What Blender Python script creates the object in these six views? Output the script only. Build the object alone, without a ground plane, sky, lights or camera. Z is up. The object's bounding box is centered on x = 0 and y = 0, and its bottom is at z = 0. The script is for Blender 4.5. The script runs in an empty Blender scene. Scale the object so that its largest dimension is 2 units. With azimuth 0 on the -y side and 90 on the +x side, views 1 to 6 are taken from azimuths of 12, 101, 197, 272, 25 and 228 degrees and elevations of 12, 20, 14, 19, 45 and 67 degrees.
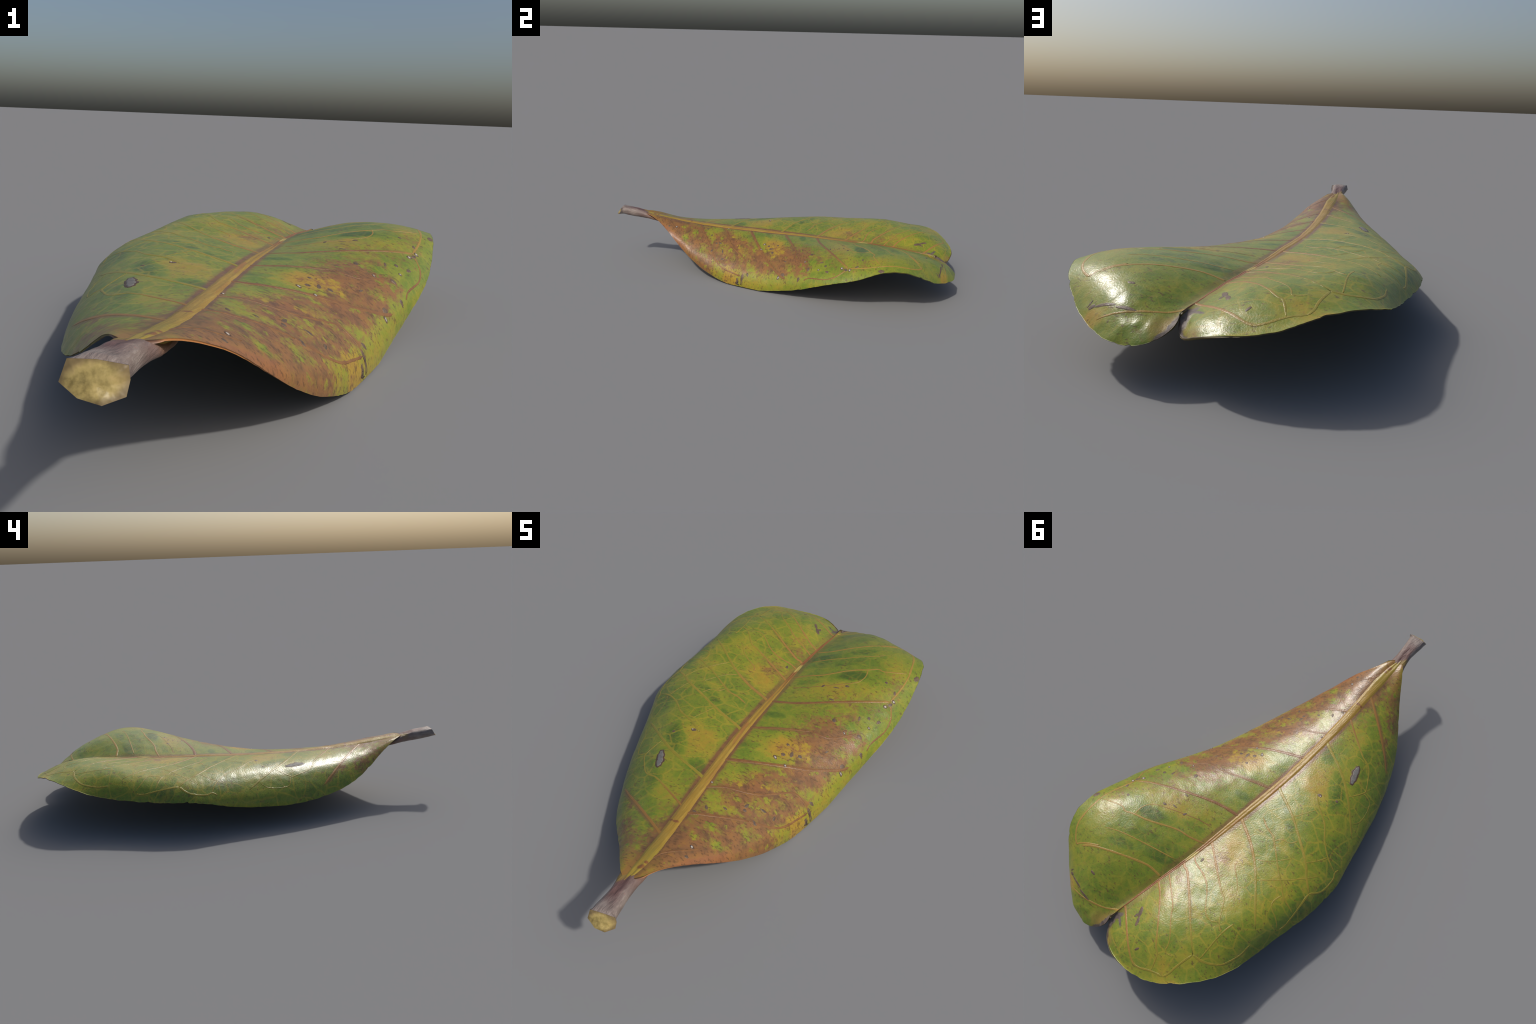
# A fallen, curled broad leaf: notched two-lobed blade with a raised midrib, a net of
# veins and a short grey stalk ending in a pale cut.  Everything is built from profiles:
# a control net of "ribs" (one row of points across the leaf per station along the midrib)
# gives the blade by B-spline; midrib, veins and stalk are lofts that follow it.
import bpy, math
import numpy as np
from mathutils import Vector, kdtree, noise

# ------------------------------------------------------------------ blade surface
# Each rib: left margin ... midrib (5th point) ... right margin.
RIBS = [
    [(-0.024, -0.807, 0.294), (-0.015, -0.815, 0.296), (-0.006, -0.822, 0.296), (0.003, -0.83, 0.298), (0.012, -0.838, 0.298), (0.022, -0.826, 0.297), (0.033, -0.815, 0.296), (0.044, -0.804, 0.294), (0.054, -0.792, 0.292)],  # joint with the stalk
    [(-0.064, -0.757, 0.281), (-0.044, -0.765, 0.292), (-0.024, -0.773, 0.295), (-0.004, -0.781, 0.2865), (0.014, -0.788, 0.286), (0.027, -0.776, 0.2885), (0.041, -0.763, 0.291), (0.055, -0.75, 0.284), (0.07, -0.737, 0.278)],
    [(-0.15, -0.657, 0.194), (-0.115, -0.667, 0.235), (-0.075, -0.677, 0.26), (-0.032, -0.684, 0.2625), (0.012, -0.69, 0.273), (0.05, -0.692, 0.2805), (0.085, -0.69, 0.275), (0.111, -0.681, 0.26), (0.131, -0.667, 0.247)],
    [(-0.266, -0.55, 0.13), (-0.229, -0.556, 0.173), (-0.171, -0.558, 0.22), (-0.092, -0.554, 0.2425), (0.001, -0.548, 0.251), (0.08, -0.564, 0.2545), (0.148, -0.57, 0.207), (0.187, -0.556, 0.164), (0.198, -0.529, 0.121)],
    [(-0.395, -0.302, 0.079), (-0.391, -0.331, 0.108), (-0.316, -0.356, 0.187), (-0.181, -0.384, 0.2415), (-0.009, -0.401, 0.238), (0.104, -0.424, 0.2255), (0.221, -0.434, 0.137), (0.269, -0.398, 0.075), (0.278, -0.347, 0.018)],
    [(-0.476, 0.036, 0.117), (-0.478, -0.018, 0.132), (-0.391, -0.092, 0.201), (-0.224, -0.184, 0.2475), (-0.017, -0.261, 0.229), (0.127, -0.266, 0.2155), (0.271, -0.253, 0.118), (0.332, -0.197, 0.047), (0.348, -0.128, -0.014)],
    [(-0.511, 0.097, 0.157), (-0.481, 0.082, 0.185), (-0.386, 0.038, 0.23), (-0.223, -0.039, 0.2565), (-0.023, -0.124, 0.222), (0.13, -0.111, 0.2105), (0.284, -0.074, 0.133), (0.377, -0.01, 0.065), (0.395, 0.07, 0.025)],
    [(-0.516, 0.271, 0.158), (-0.488, 0.242, 0.211), (-0.386, 0.192, 0.245), (-0.215, 0.108, 0.2515), (-0.022, 0.008, 0.219), (0.145, 0.019, 0.2205), (0.308, 0.061, 0.16), (0.415, 0.123, 0.096), (0.439, 0.205, 0.064)],
    [(-0.494, 0.4, 0.159), (-0.462, 0.365, 0.22), (-0.37, 0.313, 0.251), (-0.205, 0.233, 0.2375), (-0.015, 0.135, 0.217), (0.161, 0.155, 0.2245), (0.332, 0.205, 0.191), (0.45, 0.269, 0.153), (0.493, 0.346, 0.134)],
    [(-0.476, 0.539, 0.167), (-0.437, 0.5, 0.237), (-0.349, 0.441, 0.266), (-0.194, 0.356, 0.2295), (-0.008, 0.257, 0.213), (0.167, 0.293, 0.2295), (0.339, 0.352, 0.229), (0.459, 0.419, 0.201), (0.51, 0.491, 0.166)],
    [(-0.463, 0.653, 0.189), (-0.406, 0.62, 0.253), (-0.312, 0.565, 0.284), (-0.17, 0.48, 0.2385), (-0.002, 0.375, 0.208), (0.169, 0.438, 0.2425), (0.34, 0.505, 0.266), (0.461, 0.562, 0.259), (0.516, 0.609, 0.238)],
    [(-0.434, 0.749, 0.219), (-0.367, 0.73, 0.24), (-0.268, 0.689, 0.269), (-0.137, 0.606, 0.2425), (0.006, 0.487, 0.208), (0.16, 0.6, 0.2505), (0.316, 0.691, 0.278), (0.435, 0.74, 0.263), (0.504, 0.754, 0.239)],
    [(-0.336, 0.884, 0.238), (-0.281, 0.873, 0.235), (-0.199, 0.835, 0.268), (-0.09, 0.739, 0.2595), (0.019, 0.594, 0.207), (0.138, 0.733, 0.2395), (0.249, 0.831, 0.255), (0.333, 0.863, 0.207), (0.4, 0.862, 0.147)],
    [(-0.212, 0.974, 0.178), (-0.179, 0.965, 0.177), (-0.123, 0.932, 0.211), (-0.045, 0.84, 0.2215), (0.033, 0.701, 0.2), (0.115, 0.831, 0.2015), (0.188, 0.922, 0.201), (0.24, 0.953, 0.161), (0.282, 0.956, 0.117)],
    [(-0.031, 0.992, 0.177), (-0.031, 0.989, 0.166), (-0.018, 0.967, 0.174), (0.011, 0.901, 0.1845), (0.045, 0.798, 0.193), (0.075, 0.897, 0.1655), (0.094, 0.971, 0.142), (0.104, 1.006, 0.115), (0.115, 1.022, 0.105)],
    [(0.053, 0.928, 0.113), (0.043, 0.932, 0.114), (0.038, 0.929, 0.132), (0.042, 0.905, 0.1575), (0.051, 0.859, 0.188), (0.055, 0.903, 0.1695), (0.051, 0.929, 0.16), (0.044, 0.935, 0.154), (0.04, 0.934, 0.156)],
    [(0.054, 0.893, 0.185), (0.054, 0.893, 0.186), (0.054, 0.893, 0.186), (0.054, 0.893, 0.186), (0.054, 0.893, 0.186), (0.054, 0.893, 0.186), (0.054, 0.893, 0.186), (0.054, 0.893, 0.186), (0.054, 0.893, 0.186)],  # bottom of the notch
]
RIBS = np.array(RIBS)
N_ALONG, N_ACROSS = len(RIBS), 5


def spline_weights(n, t, degree=3):
    """Clamped uniform cubic B-spline weights of n control points at the parameters t."""
    t = np.clip(np.asarray(t, float), 0.0, 1.0 - 1e-9)
    knots = np.concatenate([[0.0] * degree, np.linspace(0, 1, n - degree + 1), [1.0] * degree])
    w = ((t[:, None] >= knots[:-1]) & (t[:, None] < knots[1:])).astype(float)
    for d in range(1, degree + 1):
        a, b = knots[d:-1] - knots[:-d - 1], knots[d + 1:] - knots[1:-d]
        left = np.where(a > 0, (t[:, None] - knots[:-d - 1]) / np.where(a > 0, a, 1), 0)
        right = np.where(b > 0, (knots[d + 1:] - t[:, None]) / np.where(b > 0, b, 1), 0)
        w = left * w[:, :-1] + right * w[:, 1:]
    return w


def blade(u, v):
    """Points of the upper surface: u 0..1 from stalk to notch, v -1..1 from left to right margin."""
    u, v = np.atleast_1d(u).astype(float), np.atleast_1d(v).astype(float)
    wu, wv = spline_weights(N_ALONG, u), spline_weights(N_ACROSS, np.abs(v))
    right = np.einsum('ki,kj,ijc->kc', wu, wv, RIBS[:, 4:])
    left = np.einsum('ki,kj,ijc->kc', wu, wv, RIBS[:, 4::-1])
    return np.where((v >= 0)[:, None], right, left)


def blade_grid(us, vs):
    uu, vv = np.meshgrid(us, vs, indexing='ij')
    p = blade(uu.ravel(), vv.ravel())
    p[:, 2] = np.maximum(p[:, 2], 0.004)
    return p.reshape(len(us), len(vs), 3)


def normals_of(grid):
    du, dv = np.gradient(grid, axis=0), np.gradient(grid, axis=1)
    n = np.cross(dv, du)
    n /= np.linalg.norm(n, axis=-1, keepdims=True) + 1e-12
    return n


def wobble(p, scale, seed=0.0):
    return noise.noise(Vector((p[0] * scale + seed, p[1] * scale, p[2] * scale)))


# ------------------------------------------------------------------ scene helpers
def make_object(name, verts, faces, mats, parent, face_mat=None, kind=None):
    mesh = bpy.data.meshes.new(name)
    mesh.from_pydata([tuple(map(float, p)) for p in verts], [], [tuple(map(int, f)) for f in faces])
    for m in mats:
        mesh.materials.append(m)
    if face_mat is not None:
        mesh.polygons.foreach_set('material_index', np.asarray(face_mat, dtype=np.int32))
    mesh.polygons.foreach_set('use_smooth', [True] * len(mesh.polygons))
    mesh.update()
    ob = bpy.data.objects.new(name, mesh)
    bpy.context.scene.collection.objects.link(ob)
    ob.parent = parent
    if kind:
        ob['kind'] = kind
    return ob


def strip_faces(rows, cols, base=0, flip=False, wrap=False):
    f = []
    for i in range(rows - 1):
        for j in range(cols if wrap else cols - 1):
            k = (j + 1) % cols
            q = (base + i * cols + j, base + i * cols + k, base + (i + 1) * cols + k, base + (i + 1) * cols + j)
            f.append(q[::-1] if flip else q)
    return f


def smooth_path(points, per=8):
    """Catmull-Rom through a few hand-placed points."""
    p = [np.array(q, float) for q in points]
    p = [2 * p[0] - p[1]] + p + [2 * p[-1] - p[-2]]
    out = []
    for i in range(1, len(p) - 2):
        for k in range(per):
            t = k / per
            out.append(0.5 * (2 * p[i] + (p[i + 1] - p[i - 1]) * t + (2 * p[i - 1] - 5 * p[i] + 4 * p[i + 1] - p[i + 2]) * t * t
                              + (3 * p[i] - p[i - 1] - 3 * p[i + 1] + p[i + 2]) * t ** 3))
    out.append(p[-2])
    return np.array(out)


# ------------------------------------------------------------------ material helpers
def srgb(r, g, b, k=1.0):
    """Linear colour of an 8-bit display colour, times k."""
    f = lambda c: (c / 255 / 12.92 if c / 255 <= 0.04045 else ((c / 255 + 0.055) / 1.055) ** 2.4) * k
    return (f(r), f(g), f(b), 1.0)


class Graph:
    """A small shorthand for shader nodes."""

    def __init__(self, name):
        self.mat = bpy.data.materials.new(name)
        self.mat.use_nodes = True
        self.t = self.mat.node_tree
        self.t.nodes.clear()
        self.out = self.t.nodes.new('ShaderNodeOutputMaterial')
        self.bsdf = self.t.nodes.new('ShaderNodeBsdfPrincipled')
        self.t.links.new(self.bsdf.outputs[0], self.out.inputs[0])
        co = self.t.nodes.new('ShaderNodeTexCoord')
        self.p = co.outputs['Object']
        sep = self.t.nodes.new('ShaderNodeSeparateXYZ')
        self.link(self.p, sep.inputs[0])
        self.x, self.y, self.z = sep.outputs

    def link(self, a, socket):
        if hasattr(a, 'is_output'):
            self.t.links.new(a, socket)
        else:
            socket.default_value = a

    def math(self, op, a, b=0.0, c=0.0, clamp=False):
        n = self.t.nodes.new('ShaderNodeMath')
        n.operation, n.use_clamp = op, clamp
        for s, v in zip(n.inputs, (a, b, c)):
            self.link(v, s)
        return n.outputs[0]

    def add(self, a, b): return self.math('ADD', a, b)
    def sub(self, a, b): return self.math('SUBTRACT', a, b)
    def mul(self, a, b): return self.math('MULTIPLY', a, b)
    def max(self, a, b): return self.math('MAXIMUM', a, b)
    def min(self, a, b): return self.math('MINIMUM', a, b)

    def step(self, lo, hi, x):
        n = self.t.nodes.new('ShaderNodeMapRange')
        n.interpolation_type = 'SMOOTHSTEP'
        n.clamp = False  # a smoothstep is clamped already
        self.link(x, n.inputs['Value'])
        if lo > hi:
            n.inputs['From Min'].default_value, n.inputs['From Max'].default_value = hi, lo
            n.inputs['To Min'].default_value, n.inputs['To Max'].default_value = 1.0, 0.0
        else:
            n.inputs['From Min'].default_value, n.inputs['From Max'].default_value = lo, hi
        return n.outputs[0]

    def stretch(self, scale, turn=0.0, vec=None):
        n = self.t.nodes.new('ShaderNodeMapping')
        self.link(vec or self.p, n.inputs['Vector'])
        n.inputs['Rotation'].default_value = (0, 0, turn)
        n.inputs['Scale'].default_value = scale
        return n.outputs[0]

    def noise(self, scale, detail=2.0, rough=0.5, vec=None, shift=0.0):
        n = self.t.nodes.new('ShaderNodeTexNoise')
        v = vec or self.p
        if shift:
            a = self.t.nodes.new('ShaderNodeVectorMath')
            self.link(v, a.inputs[0])
            a.inputs[1].default_value = (shift, shift * 0.7, shift * 1.3)
            v = a.outputs[0]
        self.link(v, n.inputs['Vector'])
        n.inputs['Scale'].default_value, n.inputs['Detail'].default_value, n.inputs['Roughness'].default_value = scale, detail, rough
        self.noise_colour = n.outputs['Color']
        return n.outputs['Fac']

    def warp(self, scale, amount, vec=None):
        self.noise(scale, 2.0, vec=vec)
        a = self.t.nodes.new('ShaderNodeVectorMath')
        a.operation = 'MULTIPLY_ADD'
        self.link(self.noise_colour, a.inputs[0])
        a.inputs[1].default_value = (amount,) * 3
        self.link(vec or self.p, a.inputs[2])
        b = self.t.nodes.new('ShaderNodeVectorMath')
        b.operation = 'SUBTRACT'
        self.link(a.outputs[0], b.inputs[0])
        b.inputs[1].default_value = (amount / 2,) * 3
        return b.outputs[0]

    def voronoi(self, scale, feature='F1', vec=None, out='Distance'):
        n = self.t.nodes.new('ShaderNodeTexVoronoi')
        n.feature = feature
        self.link(vec or self.p, n.inputs['Vector'])
        n.inputs['Scale'].default_value = scale
        self.cell = n.outputs['Color'] if feature == 'F1' else None
        return n.outputs[out]

    def mix(self, fac, a, b, mode='MIX'):
        n = self.t.nodes.new('ShaderNodeMix')
        n.data_type, n.blend_type = 'RGBA', mode
        self.link(fac, n.inputs[0])
        self.link(a, n.inputs[6])
        self.link(b, n.inputs[7])
        return n.outputs[2]

    def ramp(self, fac, stops):
        n = self.t.nodes.new('ShaderNodeValToRGB')
        self.link(fac, n.inputs[0])
        e = n.color_ramp.elements
        while len(e) < len(stops):
            e.new(0.5)
        for el, (pos, col) in zip(e, stops):
            el.position, el.color = pos, col
        return n.outputs[0]

    def curve(self, x, points, lo, hi):
        """A smooth function of x through (x, value) points; x runs lo..hi, values -1..1."""
        n = self.t.nodes.new('ShaderNodeFloatCurve')
        c = n.mapping.curves[0]
        pts = [((a - lo) / (hi - lo), b * 0.5 + 0.5) for a, b in points]
        while len(c.points) < len(pts):
            c.points.new(0.5, 0.5)
        for q, (a, b) in zip(c.points, pts):
            q.location = (a, b)
        n.mapping.update()
        self.link(self.mul(self.sub(x, lo), 1.0 / (hi - lo)), n.inputs['Value'])
        return self.sub(self.mul(n.outputs[0], 2.0), 1.0)

    def spot(self, x, y, rx, ry, turn=0.0, vec=None):
        """Distance from an ellipse's centre in units of its radii, seen from above."""
        n = self.t.nodes.new('ShaderNodeMapping')
        n.vector_type = 'TEXTURE'
        self.link(vec or self.p, n.inputs['Vector'])
        n.inputs['Location'].default_value = (x, y, 0)
        n.inputs['Rotation'].default_value = (0, 0, math.radians(turn))
        n.inputs['Scale'].default_value = (rx, ry, 1000.0)
        m = self.t.nodes.new('ShaderNodeVectorMath')
        m.operation = 'LENGTH'
        self.link(n.outputs[0], m.inputs[0])
        return m.outputs['Value']

    def patches(self, spots, soft=0.35, vec=None):
        """1 inside any of the ellipses (x, y, rx, ry, turn, strength), fading outwards."""
        sep = self.t.nodes.new('ShaderNodeSeparateXYZ')
        self.link(vec or self.p, sep.inputs[0])
        total = 0.0
        for s in spots:
            x, y, rx, ry, turn = s[:5]
            k = s[5] if len(s) > 5 else 1.0
            # the running total rides along as z (which the ellipse ignores), so that the
            # renderer works the spots off one after another and not all at once
            c = self.t.nodes.new('ShaderNodeCombineXYZ')
            for i, v in enumerate((sep.outputs[0], sep.outputs[1], total)):
                self.link(v, c.inputs[i])
            f = self.step(1.0 + soft, 1.0 - soft, self.spot(x, y, rx, ry, turn, c.outputs[0]))
            if k != 1.0:
                f = self.mul(f, k)
            total = self.max(total, f)
        return total

    def bump(self, height, distance, strength=1.0, normal=None):
        n = self.t.nodes.new('ShaderNodeBump')
        n.inputs['Strength'].default_value, n.inputs['Distance'].default_value = strength, distance
        self.link(height, n.inputs['Height'])
        if normal:
            self.link(normal, n.inputs['Normal'])
        return n.outputs[0]

    def finish(self, colour, rough, normal=None, specular=0.5):
        self.link(colour, self.bsdf.inputs['Base Color'])
        self.link(rough, self.bsdf.inputs['Roughness'])
        self.bsdf.inputs['Specular IOR Level'].default_value = specular
        if normal:
            self.link(normal, self.bsdf.inputs['Normal'])
        return self.mat


# ------------------------------------------------------------------ materials
# lines of the leaf as seen from above: midrib and right margin as x over y
MIDRIB_LINE = [(-0.8, 0.012), (-0.55, 0.001), (-0.3, -0.016), (-0.1, -0.022), (0.1, -0.017), (0.3, -0.006), (0.5, 0.009), (0.7, 0.032), (0.9, 0.055), (1.0, 0.06)]
RIGHT_MARGIN = [(-0.8, 0.05), (-0.65, 0.122), (-0.54, 0.182), (-0.43, 0.236), (-0.32, 0.282), (-0.21, 0.319), (-0.11, 0.350), (0.0, 0.378), (0.105, 0.407), (0.194, 0.438), (0.276, 0.467), (0.362, 0.489), (0.456, 0.504), (0.557, 0.513), (0.655, 0.511), (0.74, 0.491), (0.82, 0.44), (0.9, 0.346), (0.96, 0.227), (1.0, 0.13)]
# course of the browned side veins, y = a x^2 + b x + c, with x from .. to
BROWN_VEINS_RIGHT = [(-1.1, 1.4, -0.748, 0.13, 0.9), (1.2, 0.464, -0.491, 0.30, 1.0), (0.35, 0.52, -0.345, 0.34, 0.9), (0.946, 0.315, -0.174, 0.40, 1.0), (0.379, 0.363, 0.03, 0.34, 0.9), (0.573, 0.247, 0.214, 0.46, 0.7), (-0.07, 0.474, 0.394, 0.20, 0.35), (1.1, 0.069, 0.625, 0.2, 0.4)]
BROWN_VEINS_LEFT = [(0.504, -0.472, -0.612, 0.31, 1.0), (0.978, -0.30, 0.21, 0.2, 0.7), (0.75, -0.5, 0.37, 0.17, 0.7), (0.49, -0.559, 0.523, 0.22, 0.8), (1.2, -0.6, 0.655, 0.12, 0.3)]

# blemishes seen from above: x, y, length, width, turn in degrees
DARK_SPOTS = [
    (-0.028, 0.785, 0.030, 0.0105, 116), (-0.050, 0.818, 0.026, 0.008, 120), (-0.026, 0.804, 0.016, 0.007, 75),
    (-0.040, 0.459, 0.012, 0.007, 100), (0.274, 0.224, 0.012, 0.009, 90), (0.393, 0.313, 0.008, 0.008, 0), (0.502, 0.601, 0.02, 0.011, 70),
    (0.234, 0.827, 0.016, 0.006, 0), (0.217, 0.389, 0.016, 0.004, 5), (0.256, 0.414, 0.012, 0.006, 10), (0.225, 0.318, 0.015, 0.005, 0),
    (0.359, 0.289, 0.014, 0.005, 100), (0.398, 0.503, 0.008, 0.008, 0), (0.432, 0.326, 0.013, 0.007, 60), (0.161, 0.381, 0.012, 0.006, 60),
    (0.446, 0.478, 0.012, 0.007, 100), (0.447, 0.422, 0.014, 0.007, 60), (0.388, 0.222, 0.012, 0.008, 0), (0.301, 0.084, 0.01, 0.005, 60),
    (0.166, -0.035, 0.010, 0.009, 0), (0.194, -0.016, 0.017, 0.008, 95), (0.223, -0.003, 0.010, 0.009, 0), (0.164, 0.017, 0.009, 0.007, 0),
    (0.417, 0.176, 0.008, 0.008, 0), (0.371, 0.083, 0.014, 0.008, 60), (0.328, -0.119, 0.011, 0.006, 50), (0.333, -0.174, 0.013, 0.006, 60),
    (0.156, -0.323, 0.014, 0.006, 80), (0.159, -0.343, 0.008, 0.007, 0), (0.053, -0.425, 0.012, 0.006, 130), (0.105, -0.387, 0.010, 0.005, 0),
    (0.208, -0.294, 0.013, 0.006, 10), (0.331, -0.148, 0.013, 0.010, 0), (0.248, -0.286, 0.012, 0.005, 90), (0.204, -0.358, 0.012, 0.007, 150),
    (0.029, -0.465, 0.008, 0.006, 0), (0.108, -0.647, 0.008, 0.007, 0), (-0.185, -0.100, 0.013, 0.009, 20), (-0.256, -0.135, 0.008, 0.007, 0),
    (-0.134, 0.889, 0.014, 0.006, 60), (0.329, 0.886, 0.010, 0.005, 45),
]
TIP_SLITS = [(0.318, 0.896, 0.012, 0.005, 175), (0.272, 0.903, 0.040, 0.0042, 174), (0.200, 0.914, 0.036, 0.0050, 178)]
RED_SPOTS = [(0.004, -0.541, 0.011, 0.006, 10), (-0.014, -0.541, 0.006, 0.005, 0), (0.020, -0.765, 0.012, 0.008, 60), (0.024, -0.742, 0.007, 0.006, 0)]
PALE_SPOTS = [(0.432, 0.401, 0.0085, 0.006, 30), (0.454, 0.443, 0.007, 0.006, 0), (0.407, 0.278, 0.005, 0.005, 0), (0.33, 0.196, 0.006, 0.004, 140),
              (0.147, -0.064, 0.009, 0.0055, 140), (0.193, -0.074, 0.006, 0.005, 0), (0.375, 0.06, 0.006, 0.006, 0), (0.101, -0.603, 0.007, 0.005, 140),
              (-0.009, -0.315, 0.008, 0.006, 30), (0.011, -0.310, 0.005, 0.004, 0), (-0.191, -0.099, 0.005, 0.004, 0)]
GREY_HOLE = [(-0.218, -0.297, 0.024, 0.0115, 112), (-0.230, -0.270, 0.026, 0.0110, 117)]
SCAR = [(0.045, 0.905, 0.030, 0.020, 100), (0.036, 0.865, 0.026, 0.012, 60), (0.040, 0.925, 0.028, 0.009, 115), (0.020, 0.948, 0.026, 0.008, 142), (0.062, 0.925, 0.03, 0.008, 80), (0.075, 0.962, 0.025, 0.008, 50), (0.012, 0.872, 0.028, 0.005, 150)]

# broad patches of colour: x, y, radii, turn, strength
BROWN_FIELD = [(0.10, -0.63, 0.17, 0.13, 40, 1.0), (0.16, -0.45, 0.19, 0.13, 40, 0.9), (0.22, -0.26, 0.21, 0.16, 40, 1.0), (0.30, -0.08, 0.13, 0.13, 30, 0.9),
               (0.32, 0.12, 0.16, 0.12, 25, 0.95), (0.19, -0.01, 0.12, 0.08, 25, 0.55), (0.32, 0.25, 0.10, 0.06, 20, 0.45), (0.30, 0.34, 0.17, 0.06, 22, 0.32), (0.44, 0.48, 0.05, 0.10, 0, 0.28), (0.03, -0.62, 0.10, 0.14, 0, 0.75),
               (-0.10, -0.66, 0.12, 0.05, -35, 0.55), (-0.15, -0.61, 0.05, 0.025, -40, 0.75), (-0.2, -0.505, 0.03, 0.016, -30, 0.7), (-0.09, 0.42, 0.07, 0.05, -30, 0.4), (-0.04, 0.60, 0.07, 0.07, 0, 0.35)]
GREEN_ISLES = [(0.207, -0.180, 0.042, 0.026, 35), (0.104, -0.395, 0.065, 0.022, 30), (0.197, -0.290, 0.06, 0.036, 40), (0.246, -0.223, 0.022, 0.022, 0), (0.294, -0.111, 0.035, 0.022, 50),
               (0.328, -0.087, 0.026, 0.02, 40), (0.272, -0.247, 0.03, 0.018, 60), (0.310, -0.186, 0.018, 0.014, 0), (0.286, -0.308, 0.04, 0.022, 60), (0.204, -0.411, 0.034, 0.026, 60),
               (0.111, -0.488, 0.035, 0.016, 30), (0.158, -0.531, 0.035, 0.018, 30), (0.382, 0.025, 0.03, 0.018, 60), (0.022, -0.104, 0.05, 0.05, 0), (0.099, -0.077, 0.09, 0.045, 20),
               (0.050, -0.230, 0.06, 0.04, 35), (0.10, -0.17, 0.035, 0.02, 30), (0.05, -0.37, 0.045, 0.025, 30), (0.343, 0.115, 0.035, 0.022, 40), (0.387, 0.141, 0.02, 0.016, 0), (0.340, 0.241, 0.035, 0.018, 20), (0.396, 0.274, 0.035, 0.03, 40),
               (0.10, 0.02, 0.07, 0.03, 20), (0.23, 0.05, 0.02, 0.012, 20), (0.08, -0.56, 0.02, 0.012, 30)]
YELLOW_FIELD = [(-0.139, -0.138, 0.09, 0.06, -45, 1.0), (-0.128, -0.214, 0.06, 0.05, -45, 0.7), (-0.10, -0.424, 0.07, 0.05, -45, 0.6), (-0.105, 0.326, 0.10, 0.05, -35, 0.8),
                (-0.223, 0.147, 0.06, 0.03, -35, 0.7), (-0.158, -0.088, 0.06, 0.04, -35, 0.6), (-0.27, 0.481, 0.09, 0.05, -35, 0.5), (0.18, 0.01, 0.11, 0.05, 25, 1.0), (0.149, -0.234, 0.07, 0.02, 30, 0.9),
                (0.122, -0.182, 0.04, 0.018, 30, 0.7), (0.319, -0.223, 0.04, 0.025, 60, 0.8), (0.219, -0.079, 0.04, 0.015, 20, 0.7), (0.28, 0.40, 0.15, 0.05, 20, 0.5), (-0.36, 0.35, 0.06, 0.12, -20, 0.4), (-0.05, 0.72, 0.08, 0.1, -30, 0.5),
                (0.42, 0.62, 0.06, 0.1, 0, 0.5), (-0.3, 0.87, 0.12, 0.04, -15, 0.6), (0.30, 0.92, 0.05, 0.02, 0, 0.9)]
DARK_GREEN = [(0.258, 0.483, 0.062, 0.030, 22, 1.25), (-0.217, -0.171, 0.09, 0.035, -52, 1.0), (-0.077, -0.263, 0.05, 0.03, -30, 0.8), (-0.217, -0.388, 0.09, 0.05, -40, 0.6), (0.046, 0.137, 0.05, 0.018, 15, 0.8),
              (-0.099, 0.036, 0.05, 0.02, -30, 0.7), (-0.225, 0.124, 0.05, 0.02, -35, 0.7), (0.093, 0.389, 0.06, 0.016, 20, 0.6), (0.11, 0.585, 0.10, 0.03, 22, 0.8), (0.236, 0.655, 0.06, 0.02, 25, 0.9), (0.16, 0.55, 0.12, 0.03, 24, 0.6),
              (-0.30, -0.33, 0.07, 0.12, 30, 0.6), (-0.41, 0.03, 0.04, 0.08, 10, 0.5), (-0.315, 0.363, 0.05, 0.03, -35, 0.6), (-0.409, 0.253, 0.03, 0.02, -35, 0.7), (0.13, 0.84, 0.06, 0.025, 25, 0.6), (-0.48, 0.25, 0.04, 0.1, 0, 0.6), (-0.17, 0.52, 0.05, 0.03, -30, 0.5), (0.03, -0.06, 0.05, 0.02, 20, 0.7)]

GREEN_DEEP, GREEN, GREEN_YELLOW, YELLOW = srgb(76, 97, 34), srgb(107, 125, 37), srgb(134, 137, 41), srgb(164, 134, 46)
BROWN, BROWN_DARK, BROWN_ORANGE = srgb(132, 87, 58), srgb(100, 67, 51), srgb(146, 99, 54)
SPOT_DARK = srgb(84, 68, 58)


def net_of_small_veins(g, vec):
    """The mesh of tertiary and finer veins: bright lines along the borders of cells."""
    fade = g.step(0.35, 0.62, g.noise(11.0, 2.0, shift=13.0))
    wide = g.mul(g.step(0.085, 0.0, g.voronoi(13.0, 'DISTANCE_TO_EDGE', vec)), g.add(0.55, g.mul(fade, 0.45)))
    fine = g.mul(g.step(0.09, 0.0, g.voronoi(38.0, 'DISTANCE_TO_EDGE', vec)), g.add(0.3, g.mul(fade, 0.7)))
    return wide, fine


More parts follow.
